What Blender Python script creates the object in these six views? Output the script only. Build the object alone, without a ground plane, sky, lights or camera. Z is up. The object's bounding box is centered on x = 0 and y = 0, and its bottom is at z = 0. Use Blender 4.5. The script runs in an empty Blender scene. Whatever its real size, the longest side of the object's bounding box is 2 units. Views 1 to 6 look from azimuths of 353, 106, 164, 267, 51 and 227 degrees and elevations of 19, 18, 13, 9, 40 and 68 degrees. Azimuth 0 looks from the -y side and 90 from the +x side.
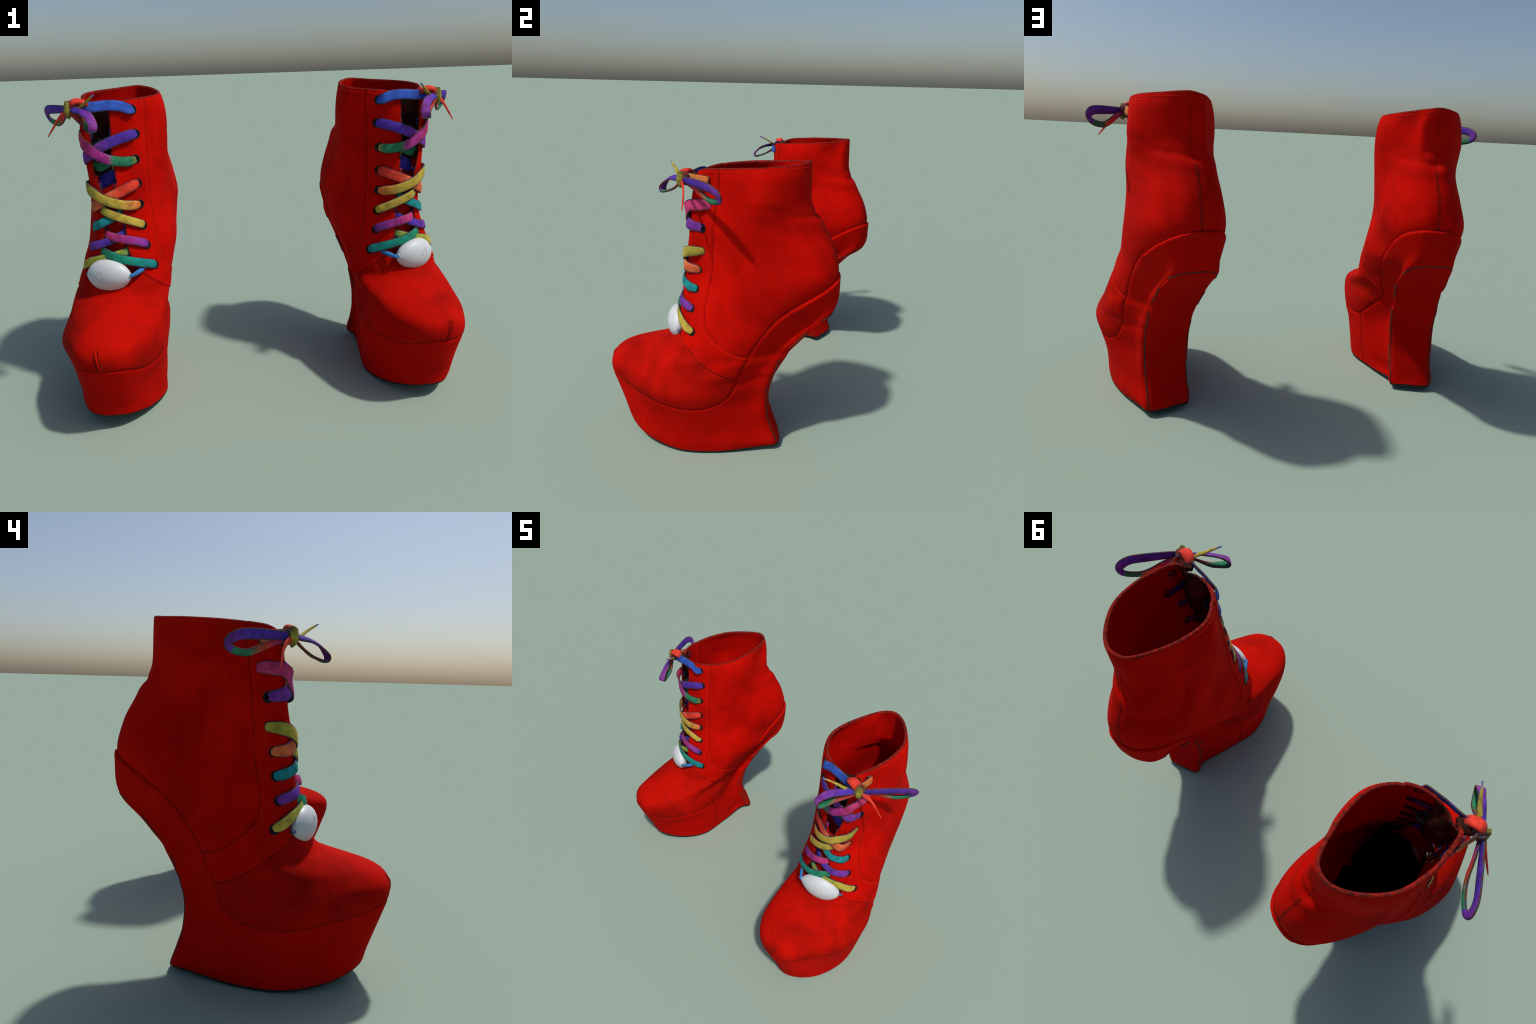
"""A pair of red suede lace-up platform ankle boots with rainbow laces.

One boot is modelled in its own frame (x = medial, -y = toe, z = up) and the
second boot is its mirror image.  The outer skin is a loft through horizontal
cross-sections; seam curves drawn in side projection cut that skin into the
sewn pieces (sole, heel panel, vamp, facing, quarter).  Laces, bow, eyelets,
stitches, tongue and the white clip are separate swept / lofted meshes.
"""
import bpy
import math
import random
import numpy as np
from mathutils import Vector

rng = np.random.default_rng(7)
random.seed(7)

# ------------------------------------------------------------------ placement
CX, CY, YAW = -0.655, 0.0, math.radians(10.0)       # boot standing on the -x side


def world(P):
    P = np.asarray(P, float)
    c, s = math.cos(YAW), math.sin(YAW)
    return np.stack([c * P[..., 0] + s * P[..., 1], -s * P[..., 0] + c * P[..., 1], P[..., 2]], -1)


# --------------------------------------------------- cross-sections of the skin
# height, front y, back y, front x, back x, six lateral and six medial half widths
# taken at the fractions FR of the way from front to back
FR = np.array([.03, .14, .36, .64, .88, .98])
SECTIONS = np.array([
    (0.000, -0.453, 0.322, -0.026, -0.022, 0.066, 0.150, 0.213, 0.195, 0.135, 0.109, 0.076, 0.148, 0.188, 0.122, 0.070, 0.078),
    (0.060, -0.494, 0.298, -0.036, -0.020, 0.061, 0.146, 0.213, 0.208, 0.158, 0.128, 0.083, 0.152, 0.197, 0.142, 0.060, 0.089),
    (0.130, -0.512, 0.276, -0.030, -0.015, 0.077, 0.146, 0.219, 0.220, 0.161, 0.125, 0.088, 0.150, 0.199, 0.154, 0.068, 0.075),
    (0.210, -0.541, 0.252, -0.023, -0.013, 0.075, 0.148, 0.232, 0.243, 0.169, 0.135, 0.092, 0.154, 0.201, 0.163, 0.072, 0.075),
    (0.290, -0.569, 0.245, -0.018, -0.006, 0.079, 0.148, 0.259, 0.270, 0.172, 0.144, 0.097, 0.169, 0.214, 0.168, 0.065, 0.075),
    (0.360, -0.591, 0.257, -0.010, -0.007, 0.091, 0.164, 0.279, 0.285, 0.176, 0.138, 0.101, 0.175, 0.217, 0.184, 0.061, 0.080),
    (0.390, -0.595, 0.267, -0.005, -0.006, 0.096, 0.170, 0.273, 0.285, 0.174, 0.139, 0.097, 0.174, 0.213, 0.185, 0.061, 0.081),
    (0.420, -0.592, 0.275, 0.001, -0.005, 0.099, 0.173, 0.262, 0.283, 0.172, 0.137, 0.093, 0.170, 0.207, 0.183, 0.062, 0.084),
    (0.440, -0.582, 0.286, 0.007, -0.010, 0.096, 0.169, 0.255, 0.280, 0.170, 0.133, 0.089, 0.165, 0.203, 0.176, 0.063, 0.088),
    (0.455, -0.568, 0.294, 0.009, -0.013, 0.090, 0.163, 0.250, 0.276, 0.168, 0.128, 0.085, 0.160, 0.201, 0.168, 0.064, 0.091),
    (0.470, -0.545, 0.303, 0.007, -0.012, 0.084, 0.158, 0.247, 0.271, 0.166, 0.123, 0.079, 0.155, 0.202, 0.162, 0.065, 0.094),
    (0.485, -0.512, 0.313, 0.003, -0.009, 0.078, 0.156, 0.248, 0.265, 0.164, 0.121, 0.073, 0.150, 0.205, 0.157, 0.066, 0.094),
    (0.510, -0.428, 0.327, -0.006, -0.005, 0.071, 0.155, 0.251, 0.254, 0.160, 0.121, 0.064, 0.144, 0.207, 0.148, 0.068, 0.093),
    (0.530, -0.358, 0.337, -0.010, 0.002, 0.073, 0.162, 0.255, 0.244, 0.158, 0.126, 0.059, 0.141, 0.204, 0.144, 0.071, 0.092),
    (0.550, -0.300, 0.346, -0.007, 0.010, 0.084, 0.178, 0.258, 0.238, 0.156, 0.131, 0.058, 0.143, 0.199, 0.142, 0.074, 0.093),
    (0.600, -0.256, 0.387, 0.009, 0.006, 0.113, 0.208, 0.256, 0.231, 0.150, 0.133, 0.062, 0.149, 0.191, 0.141, 0.080, 0.101),
    (0.660, -0.222, 0.448, 0.021, 0.011, 0.127, 0.210, 0.249, 0.228, 0.145, 0.128, 0.065, 0.145, 0.187, 0.147, 0.086, 0.101),
    (0.740, -0.212, 0.555, 0.014, 0.030, 0.117, 0.185, 0.239, 0.224, 0.144, 0.115, 0.066, 0.138, 0.188, 0.157, 0.098, 0.082),
    (0.830, -0.193, 0.588, -0.001, 0.026, 0.090, 0.148, 0.224, 0.218, 0.150, 0.090, 0.060, 0.141, 0.188, 0.167, 0.115, 0.056),
    (0.930, -0.176, 0.584, -0.020, 0.018, 0.073, 0.107, 0.197, 0.206, 0.160, 0.086, 0.058, 0.154, 0.183, 0.192, 0.135, 0.067),
    (1.050, -0.161, 0.555, -0.022, 0.023, 0.087, 0.115, 0.187, 0.183, 0.139, 0.070, 0.056, 0.150, 0.194, 0.175, 0.120, 0.049),
    (1.170, -0.146, 0.492, -0.035, 0.024, 0.084, 0.118, 0.178, 0.173, 0.113, 0.055, 0.055, 0.158, 0.212, 0.165, 0.108, 0.058),
    (1.300, -0.128, 0.426, -0.040, 0.003, 0.095, 0.103, 0.154, 0.187, 0.111, 0.044, 0.078, 0.156, 0.231, 0.191, 0.104, 0.070),
    (1.400, -0.109, 0.424, -0.027, 0.004, 0.093, 0.114, 0.162, 0.178, 0.110, 0.041, 0.090, 0.158, 0.215, 0.180, 0.095, 0.070),
    (1.500, -0.066, 0.420, -0.025, 0.010, 0.078, 0.129, 0.151, 0.142, 0.087, 0.039, 0.089, 0.164, 0.173, 0.144, 0.100, 0.032),
])
ZK, PROFILE = SECTIONS[:, 0], SECTIONS[:, 1:]
ROCKER_Y = np.array([-.62, -.45, -.3, -.15, 0., .15, .35])            # ground rocker of the outsole
ROCKER_Z = np.array([.120, .056, .018, .003, .000, .010, .023])
RIM_Z = np.array([1.413, 1.436, 1.446, 1.458, 1.466, 1.473, 1.476, 1.470, 1.458, 1.448, 1.434, 1.424])

# seam curves in side projection (y, z)
SOLE_LAT = np.array([(-.62, .352), (-.586, .354), (-.54, .348), (-.47, .325), (-.36, .316), (-.27, .304), (-.2, .288), (-.12, .281), (-.05, .287),
                     (.02, .308), (.074, .345), (.105, .40), (.122, .455), (.138, .5), (.17, .565), (.203, .624), (.246, .684), (.306, .752),
                     (.374, .803), (.461, .855), (.527, .893), (.56, .914), (.585, .930), (.64, .934)])
SOLE_MED = np.array([(-.62, .352), (-.586, .354), (-.562, .348), (-.49, .318), (-.42, .304), (-.33, .300), (-.25, .300), (-.16, .298), (-.1, .304),
                     (-.066, .314), (-.02, .346), (.02, .382), (.06, .422), (.1, .468), (.15, .54), (.20, .625), (.25, .69), (.326, .765), (.405, .840),
                     (.455, .872), (.51, .905), (.565, .928), (.585, .932), (.64, .934)])
FACING_LAT = np.array([(.016, 1.6), (.016, 1.44), (.014, 1.38), (.007, 1.31), (-.005, 1.235), (-.013, 1.15), (-.019, 1.06), (-.022, .98), (-.029, .917),
                       (-.043, .85), (-.055, .78), (-.052, .73), (-.038, .687), (-.010, .656), (.03, .625), (.075, .592), (.12, .568), (.172, .553), (.26, .53)])
FACING_MED = np.array([(-.021, 1.6), (-.021, 1.43), (-.024, 1.365), (-.034, 1.27), (-.046, 1.15), (-.053, 1.05), (-.057, .95), (-.063, .88), (-.073, .79),
                       (-.071, .715), (-.064, .68), (-.040, .650), (-.005, .624), (.035, .600), (.075, .573), (.13, .54), (.22, .48)])
VAMP_LAT = np.array([(-.4, .652), (-.25, .652), (-.192, .638), (-.168, .606), (-.128, .58), (-.089, .553), (-.04, .518), (.005, .49), (.05, .466), (.1, .44), (.115, .425), (.2, .38)])
VAMP_MED = np.array([(-.4, .66), (-.25, .66), (-.196, .652), (-.184, .622), (-.165, .597), (-.13, .565), (-.09, .54), (-.04, .505), (.01, .475), (.05, .45), (.1, .42), (.2, .36)])
# heel panel outline (x, z), from the lateral ground corner over the top to the medial one
PANEL = np.array([(-.142, -.2), (-.143, -.05), (-.144, .08), (-.147, .2), (-.149, .32), (-.147, .44), (-.140, .54), (-.129, .64), (-.112, .71), (-.088, .742), (-.05, .755), (0, .757),
                  (.05, .752), (.09, .742), (.113, .715), (.119, .67), (.111, .62), (.095, .54), (.079, .43), (.066, .3), (.061, .18), (.061, .05), (.062, -.05), (.062, -.2)])
# lace opening: lateral and medial edge (z, x)
OPEN_LAT = np.array([(.56, -.158), (.66, -.156), (.69, -.126), (.72, -.103), (.765, -.080), (.855, -.060), (.955, -.053), (1.04, -.062), (1.084, -.079), (1.12, -.088), (1.16, -.09), (1.27, -.092), (1.37, -.096), (1.6, -.1)])
OPEN_MED = np.array([(.56, .095), (.655, .100), (.67, .096), (.702, .080), (.76, .057), (.8, .049), (.87, .044), (.95, .034), (1.0, .020), (1.04, .006), (1.066, .018), (1.11, .016), (1.2, .006), (1.3, .010), (1.37, .008), (1.6, .004)])


# ----------------------------------------------------------------- interpolation
def pchip(x, Y, q):
    Y = np.asarray(Y, float)
    one = Y.ndim == 1
    if one:
        Y = Y[:, None]
    h = np.diff(x)
    d = np.diff(Y, axis=0) / h[:, None]
    w1, w2 = 2 * h[1:] + h[:-1], h[1:] + 2 * h[:-1]
    m = np.zeros_like(Y)
    with np.errstate(divide='ignore', invalid='ignore'):
        hm = (w1 + w2)[:, None] / (w1[:, None] / d[:-1] + w2[:, None] / d[1:])
    m[1:-1] = np.where(d[:-1] * d[1:] > 0, hm, 0)
    m[0], m[-1] = d[0], d[-1]
    q = np.asarray(q, float)
    i = np.clip(np.searchsorted(x, q, side='right') - 1, 0, len(x) - 2)
    hh = h[i][:, None]
    t = np.clip((q - x[i]) / h[i], -.3, 1.3)[:, None]
    r = (2 * t**3 - 3 * t**2 + 1) * Y[i] + (t**3 - 2 * t**2 + t) * hh * m[i] + (-2 * t**3 + 3 * t**2) * Y[i + 1] + (t**3 - t**2) * hh * m[i + 1]
    return r[:, 0] if one else r


def closed_outline(P, ns):
    """Closed centripetal Catmull-Rom through control polygons P (n, k, 2)."""
    A, B, C, D = np.roll(P, 1, 1), P, np.roll(P, -1, 1), np.roll(P, -2, 1)
    e = lambda a, b: np.maximum(np.linalg.norm(a - b, axis=-1), 1e-4)**.5
    t1 = e(A, B)
    t2 = t1 + e(B, C)
    t3 = t2 + e(C, D)
    u = np.arange(ns) / ns
    t = (t1[..., None] + (t2 - t1)[..., None] * u)[..., None]
    A, B, C, D = [x[:, :, None, :] for x in (A, B, C, D)]
    t1, t2, t3 = [x[..., None, None] for x in (t1, t2, t3)]
    A1 = (t1 - t) / t1 * A + t / t1 * B
    A2 = (t2 - t) / (t2 - t1) * B + (t - t1) / (t2 - t1) * C
    A3 = (t3 - t) / (t3 - t2) * C + (t - t2) / (t3 - t2) * D
    B1 = (t2 - t) / t2 * A1 + t / t2 * A2
    B2 = (t3 - t) / (t3 - t1) * A2 + (t - t1) / (t3 - t1) * A3
    return ((t2 - t) / (t2 - t1) * B1 + (t - t1) / (t2 - t1) * B2).reshape(P.shape[0], -1, 2)


def outlines(z, ns):
    r = pchip(ZK, PROFILE, z)
    yf, yb, xf, xb = (r[:, k] for k in range(4))
    y = yf[:, None] + (yb - yf)[:, None] * FR
    cx = xf[:, None] + (xb - xf)[:, None] * FR
    P = np.concatenate([np.stack([xf, yf], -1)[:, None], np.stack([cx - r[:, 4:10], y], -1),
                        np.stack([xb, yb], -1)[:, None], np.stack([cx + r[:, 10:16], y], -1)[:, ::-1]], 1)
    # the back of the wedge heel stands square to the walking direction, not to the foot axis
    skew = np.interp(z, [0, .55, .72, .86], [.2, .2, .12, 0])[:, None]
    ease = np.clip((FR - .64) / .34, 0, 1)
    P[..., 1] -= skew * np.r_[0, ease, 1, ease[::-1]][None] * (P[..., 0] + .04)
    return closed_outline(P, ns)


def rim_height(u):
    n = len(RIM_Z)
    x = (u % 1) * n
    i = np.floor(x).astype(int) % n
    t = x - np.floor(x)
    a, b, c, d = RIM_Z[(i - 1) % n], RIM_Z[i], RIM_Z[(i + 1) % n], RIM_Z[(i + 2) % n]
    return .5 * (2 * b + (c - a) * t + (2 * a - 5 * b + 4 * c - d) * t**2 + (3 * b - 3 * c + d - a) * t**3)


def front(x, z):
    """y of the front face of the skin at (x, z)."""
    S = outlines(np.array([z]), 12)[0]
    n = len(S)
    q = S[np.r_[int(n * .75):n, 0:int(n * .25)]]
    o = np.argsort(q[:, 0])
    return float(np.interp(x, q[o, 0], q[o, 1]))


def front_normal(x, z, e=.012):
    fx = (front(x + e, z) - front(x - e, z)) / (2 * e)
    fz = (front(x, z + e) - front(x, z - e)) / (2 * e)
    n = np.array([fx, -1, fz])
    return n / np.linalg.norm(n)


def on_front(x, z, off=0.):
    return np.array([x, front(x, z), z]) + off * front_normal(x, z)


def side_distance(yz, curve):
    """Signed distance of points to a polyline in the (y, z) plane, positive above / behind it."""
    best = np.full(len(yz), 1e9)
    sign = np.ones(len(yz))
    for a, b in zip(curve[:-1], curve[1:]):
        e = b - a
        t = np.clip(((yz - a) @ e) / (e @ e), 0, 1)
        d = yz - (a + t[:, None] * e)
        dist = np.hypot(d[:, 0], d[:, 1])
        cr = e[0] * d[:, 1] - e[1] * d[:, 0]
        near = dist < best - 1e-7
        best = np.where(near, dist, best)
        sign = np.where(near, np.where(cr >= 0, 1, -1), sign)
    return best * sign


def dense(curve, n=90, swap=False):
    """Smooth resampling of a hand drawn polyline (Catmull-Rom)."""
    P = np.asarray(curve, float)
    Q = np.vstack([2 * P[0] - P[1], P, 2 * P[-1] - P[-2]])
    s = np.linspace(0, len(P) - 1 - 1e-9, n)
    i = s.astype(int)
    t = (s - i)[:, None]
    a, b, c, d = Q[i], Q[i + 1], Q[i + 2], Q[i + 3]
    return .5 * (2 * b + (c - a) * t + (2 * a - 5 * b + 4 * c - d) * t**2 + (3 * b - 3 * c + d - a) * t**3)


def smooth(a, b, x):
    t = np.clip((x - a) / (b - a), 0, 1)
    return t * t * (3 - 2 * t)


# ------------------------------------------------------------------ mesh cutting
def cut(V, F, A, key):
    """Split triangles along the zero line of attribute `key` (marching triangles)."""
    g = A[key]
    E = np.concatenate([F[:, [0, 1]], F[:, [1, 2]], F[:, [2, 0]]])
    for _ in range(2):
        a, b = g[E[:, 0]], g[E[:, 1]]
        x = a * b < 0
        t = np.where(x, a / np.where(x, a - b, 1), .5)
        g[E[x & (t < .15), 0]] = 0
        g[E[x & (t > .85), 1]] = 0
    s = np.sign(g[F])
    mixed = (s.max(1) > 0) & (s.min(1) < 0)
    keep, M = F[~mixed], F[mixed]
    if not len(M):
        return V, F, A
    sm = np.sign(g[M])
    edges = np.concatenate([M[:, [0, 1]], M[:, [1, 2]], M[:, [2, 0]]])
    se = np.sign(g[edges])
    edges = np.sort(edges[se[:, 0] * se[:, 1] < 0], 1)
    n = len(V)
    keys = np.unique(edges[:, 0].astype(np.int64) * n + edges[:, 1])
    a, b = keys // n, keys % n
    t = g[a] / (g[a] - g[b])
    V = np.vstack([V, V[a] + (V[b] - V[a]) * t[:, None]])
    for k in A:
        w = t if A[k].ndim == 1 else t[:, None]
        A[k] = np.concatenate([A[k], A[k][a] + (A[k][b] - A[k][a]) * w])
    A[key][n:] = 0

    def mid(p, q):
        lo, hi = np.minimum(p, q).astype(np.int64), np.maximum(p, q)
        return n + np.searchsorted(keys, lo * n + hi)

    new = []
    zero = (sm == 0).any(1)
    Z = M[zero]
    if len(Z):                                    # one corner on the line
        k = np.argmin(np.abs(sm[zero]), 1)
        r = np.arange(len(Z))
        p, q, w = Z[r, k], Z[r, (k + 1) % 3], Z[r, (k + 2) % 3]
        m = mid(q, w)
        new += [np.stack([p, q, m], 1), np.stack([p, m, w], 1)]
    L = M[~zero]
    if len(L):                                    # one corner alone on its side
        sl = sm[~zero]
        k = np.argmax(sl * np.sign(-sl.sum(1))[:, None], 1)
        r = np.arange(len(L))
        p, q, w = L[r, k], L[r, (k + 1) % 3], L[r, (k + 2) % 3]
        m1, m2 = mid(p, q), mid(p, w)
        new += [np.stack([p, m1, m2], 1), np.stack([m1, q, w], 1), np.stack([m1, w, m2], 1)]
    return V, np.vstack([keep] + new), A


def isolines(V, N, F, g):
    """Chains of (point, normal) where g = 0 on the triangles F."""
    g = np.where(np.abs(g) < 1e-9, 1e-9, g)
    s = g[F] > 0
    M = F[s.any(1) & ~s.all(1)]
    link, pos = {}, {}
    for tri in M:
        ks = []
        for a, b in ((tri[0], tri[1]), (tri[1], tri[2]), (tri[2], tri[0])):
            if (g[a] > 0) != (g[b] > 0):
                k = (min(a, b), max(a, b))
                if k not in pos:
                    t = g[k[0]] / (g[k[0]] - g[k[1]])
                    pos[k] = (V[k[0]] + t * (V[k[1]] - V[k[0]]), N[k[0]] + t * (N[k[1]] - N[k[0]]))
                ks.append(k)
        if len(ks) == 2:
            link.setdefault(ks[0], []).append(ks[1])
            link.setdefault(ks[1], []).append(ks[0])
    chains, seen = [], set()
    for start in sorted(link, key=lambda k: len(link[k])):
        if start in seen:
            continue
        chain, k = [start], start
        seen.add(start)
        while True:
            nxt = [m for m in link[k] if m not in seen]
            if not nxt:
                break
            k = nxt[0]
            seen.add(k)
            chain.append(k)
        if len(chain) > 4:
            if len(link[start]) == 2 and chain[-1] in link[start]:
                chain.append(start)
            chains.append((np.array([pos[c][0] for c in chain]), np.array([pos[c][1] for c in chain])))
    return chains


def resample(P, N, step):
    d = np.linalg.norm(np.diff(P, axis=0), axis=1)
    s = np.concatenate([[0], np.cumsum(d)])
    q = np.linspace(0, s[-1], max(3, int(s[-1] / step) + 1))
    f = lambda X: np.stack([np.interp(q, s, X[:, k]) for k in range(3)], 1)
    P, N = f(P), f(N)
    return P, N / np.linalg.norm(N, axis=1, keepdims=True)


# --------------------------------------------------------------------- materials
def new_material(name):
    m = bpy.data.materials.new(name)
    m.use_nodes = True
    nt = m.node_tree
    b = nt.nodes['Principled BSDF']
    return m, nt, b


def node(nt, kind, **kw):
    n = nt.nodes.new(kind)
    for k, v in kw.items():
        if k in n.inputs:
            n.inputs[k].default_value = v
        else:
            setattr(n, k, v)
    return n


def mix_rgb(nt, fac, a, b):
    n = nt.nodes.new('ShaderNodeMix')
    n.data_type = 'RGBA'
    for sock, val in ((n.inputs[0], fac), (n.inputs[6], a), (n.inputs[7], b)):
        if isinstance(val, bpy.types.NodeSocket):
            nt.links.new(val, sock)
        else:
            sock.default_value = val
    return n.outputs[2]


def ramp(nt, src, stops):
    n = nt.nodes.new('ShaderNodeValToRGB')
    el = n.color_ramp.elements
    while len(el) < len(stops):
        el.new(.5)
    for e, (p, c) in zip(el, stops):
        e.position = p
        e.color = c if len(c) == 4 else (*c, 1)
    nt.links.new(src, n.inputs[0])
    return n.outputs[0]


def grain_bump(nt, b, vec, scale, strength, dist=.004):
    n = node(nt, 'ShaderNodeTexNoise', Scale=scale, Detail=3.0)
    nt.links.new(vec, n.inputs['Vector'])
    bp = node(nt, 'ShaderNodeBump', Strength=strength, Distance=dist)
    nt.links.new(n.outputs[0], bp.inputs['Height'])
    nt.links.new(bp.outputs[0], b.inputs['Normal'])


def suede(name, light, dark, worn, amount=.55):
    """Napped red suede: cloudy brushed patches, streaks, fine nap grain and small bright specks."""
    m, nt, b = new_material(name)
    co = nt.nodes.new('ShaderNodeTexCoord').outputs['Object']
    cloud = node(nt, 'ShaderNodeTexNoise', Scale=5.0, Detail=4.0, Roughness=.55, Distortion=.6)
    fine = node(nt, 'ShaderNodeTexNoise', Scale=70.0, Detail=3.0, Roughness=.65)
    stretch = node(nt, 'ShaderNodeMapping')
    stretch.inputs['Scale'].default_value = (9, 22, 9)
    streak = node(nt, 'ShaderNodeTexNoise', Scale=1.0, Detail=3.0, Roughness=.6)
    speck = node(nt, 'ShaderNodeTexNoise', Scale=46.0, Detail=1.0)
    for n in (cloud, fine, speck, stretch):
        nt.links.new(co, n.inputs['Vector'])
    nt.links.new(stretch.outputs[0], streak.inputs['Vector'])
    k1 = ramp(nt, cloud.outputs[0], [(.40, (0, 0, 0)), (.66, (1, 1, 1))])
    k2 = ramp(nt, streak.outputs[0], [(.48, (0, 0, 0)), (.75, (1, 1, 1))])
    k3 = ramp(nt, fine.outputs[0], [(.35, (0, 0, 0)), (.75, (1, 1, 1))])
    k4 = ramp(nt, speck.outputs[0], [(.73, (0, 0, 0)), (.78, (1, 1, 1))])
    f1 = node(nt, 'ShaderNodeMath', operation='MULTIPLY')
    nt.links.new(k1, f1.inputs[0])
    f1.inputs[1].default_value = amount
    c = mix_rgb(nt, f1.outputs[0], (*light, 1), (*dark, 1))
    f2 = node(nt, 'ShaderNodeMath', operation='MULTIPLY')
    nt.links.new(k2, f2.inputs[0])
    f2.inputs[1].default_value = .25
    c = mix_rgb(nt, f2.outputs[0], c, (*dark, 1))
    f3 = node(nt, 'ShaderNodeMath', operation='MULTIPLY')
    nt.links.new(k3, f3.inputs[0])
    f3.inputs[1].default_value = .18
    c = mix_rgb(nt, f3.outputs[0], c, tuple(.8 * x for x in dark) + (1,))
    f4 = node(nt, 'ShaderNodeMath', operation='MULTIPLY')
    nt.links.new(k4, f4.inputs[0])
    f4.inputs[1].default_value = .35
    c = mix_rgb(nt, f4.outputs[0], c, (*worn, 1))
    nt.links.new(c, b.inputs['Base Color'])
    b.inputs['Roughness'].default_value = .85
    b.inputs['Specular IOR Level'].default_value = .03
    grain_bump(nt, b, co, 170.0, .25, .003)
    return m


def plain(name, col, rough=.6, spec=.3, grain=0., vary=None):
    m, nt, b = new_material(name)
    co = nt.nodes.new('ShaderNodeTexCoord').outputs['Object']
    if vary:
        n = node(nt, 'ShaderNodeTexNoise', Scale=60.0, Detail=3.0)
        nt.links.new(co, n.inputs['Vector'])
        k = ramp(nt, n.outputs[0], [(.35, col), (.7, vary)])
        nt.links.new(k, b.inputs['Base Color'])
    else:
        b.inputs['Base Color'].default_value = (*col, 1)
    b.inputs['Roughness'].default_value = rough
    b.inputs['Specular IOR Level'].default_value = spec
    if grain:
        grain_bump(nt, b, co, 220.0, grain, .002)
    return m


def lace_material(name, stops, axis=0, flip=False):
    """Woven flat lace dyed in a gradient along one axis of the strand."""
    m, nt, b = new_material(name)
    tc = nt.nodes.new('ShaderNodeTexCoord')
    sep = nt.nodes.new('ShaderNodeSeparateXYZ')
    nt.links.new(tc.outputs['Generated'], sep.inputs[0])
    t = sep.outputs[axis]
    if flip:
        f = node(nt, 'ShaderNodeMath', operation='SUBTRACT')
        f.inputs[0].default_value = 1.0
        nt.links.new(t, f.inputs[1])
        t = f.outputs[0]
    c = ramp(nt, t, stops)
    weave = node(nt, 'ShaderNodeTexVoronoi', Scale=260.0)
    nt.links.new(tc.outputs['Object'], weave.inputs['Vector'])
    k = ramp(nt, weave.outputs['Distance'], [(.25, (1, 1, 1)), (.8, (.70, .70, .74))])
    blot = node(nt, 'ShaderNodeTexNoise', Scale=28.0, Detail=2.0)
    nt.links.new(tc.outputs['Object'], blot.inputs['Vector'])
    k2 = ramp(nt, blot.outputs[0], [(.32, (.62, .60, .60)), (.60, (1, 1, 1))])
    for kk in (k, k2):
        mul = nt.nodes.new('ShaderNodeMix')
        mul.data_type = 'RGBA'
        mul.blend_type = 'MULTIPLY'
        mul.inputs[0].default_value = 1
        nt.links.new(c, mul.inputs[6])
        nt.links.new(kk, mul.inputs[7])
        c = mul.outputs[2]
    nt.links.new(c, b.inputs['Base Color'])
    b.inputs['Roughness'].default_value = .8
    b.inputs['Specular IOR Level'].default_value = .2
    bp = node(nt, 'ShaderNodeBump', Strength=.5, Distance=.002)
    nt.links.new(weave.outputs['Distance'], bp.inputs['Height'])
    nt.links.new(bp.outputs[0], b.inputs['Normal'])
    return m


RED = suede('red_suede', (.56, .0042, .0010), (.33, .0026, .0010), (.66, .016, .008), .68)
RED_VAMP = suede('red_suede_vamp', (.47, .0048, .0014), (.24, .0036, .0014), (.58, .018, .010), .75)
RED_SOLE = suede('red_suede_sole', (.54, .0042, .0010), (.34, .0028, .0010), (.62, .015, .008), .45)
RED_PANEL = suede('red_suede_panel', (.50, .0040, .0010), (.34, .0028, .0010), (.56, .012, .006), .4)
LINING = suede('red_lining', (.48, .0036, .0010), (.30, .0024, .0010), (.50, .006, .003), .4)
TONGUE = suede('red_tongue', (.42, .0060, .0022), (.22, .0035, .0016), (.5, .01, .005), .6)
EDGE = plain('raw_leather_edge', (.07, .010, .007), .85, .1, .3, (.30, .010, .005))
RUBBER = plain('black_rubber', (.010, .010, .008), .7, .3, .3)
INSIDE_BLACK = plain('black_insole', (.004, .004, .004), .9, .1)
SEAM = plain('dark_seam', (.26, .006, .003), .9, .03, 0, (.045, .007, .006))
WELT = plain('stained_welt', (.035, .030, .022), .8, .2, .3, (.12, .015, .012))
STITCH = plain('red_thread', (.60, .016, .006), .8, .1)
DARK_STITCH = plain('dark_thread', (.06, .008, .006), .9, .1)
METAL = plain('black_eyelet', (.012, .010, .010), .7, .12)
HOLE = plain('eyelet_hole', (.004, .004, .004), .9, .1)
def mottled(name, cols, scale):
    m, nt, b = new_material(name)
    co = nt.nodes.new('ShaderNodeTexCoord').outputs['Object']
    n = node(nt, 'ShaderNodeTexNoise', Scale=scale, Detail=3.0, Distortion=1.5)
    nt.links.new(co, n.inputs['Vector'])
    st = [(.30 + .40 * i / (len(cols) - 1), c) for i, c in enumerate(cols)]
    nt.links.new(ramp(nt, n.outputs[0], st), b.inputs['Base Color'])
    b.inputs['Roughness'].default_value = .85
    b.inputs['Specular IOR Level'].default_value = .15
    grain_bump(nt, b, co, 150.0, .4, .003)
    return m


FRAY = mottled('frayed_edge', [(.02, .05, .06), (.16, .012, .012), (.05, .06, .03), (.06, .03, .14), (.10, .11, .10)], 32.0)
DARK_MOTTLE = mottled('dark_inner_web', [(.004, .003, .003), (.05, .003, .002), (.012, .009, .004), (.09, .006, .003), (.006, .005, .012)], 11.0)
PLASTIC = plain('white_plastic', (.55, .57, .58), .45, .4)
PRINT = plain('grey_symbol', (.50, .52, .53), .5, .3)


# ----------------------------------------------------------------- mesh builders
SIDE = 1            # +1 the modelled boot, -1 its mirror image
BOOT = None


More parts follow.
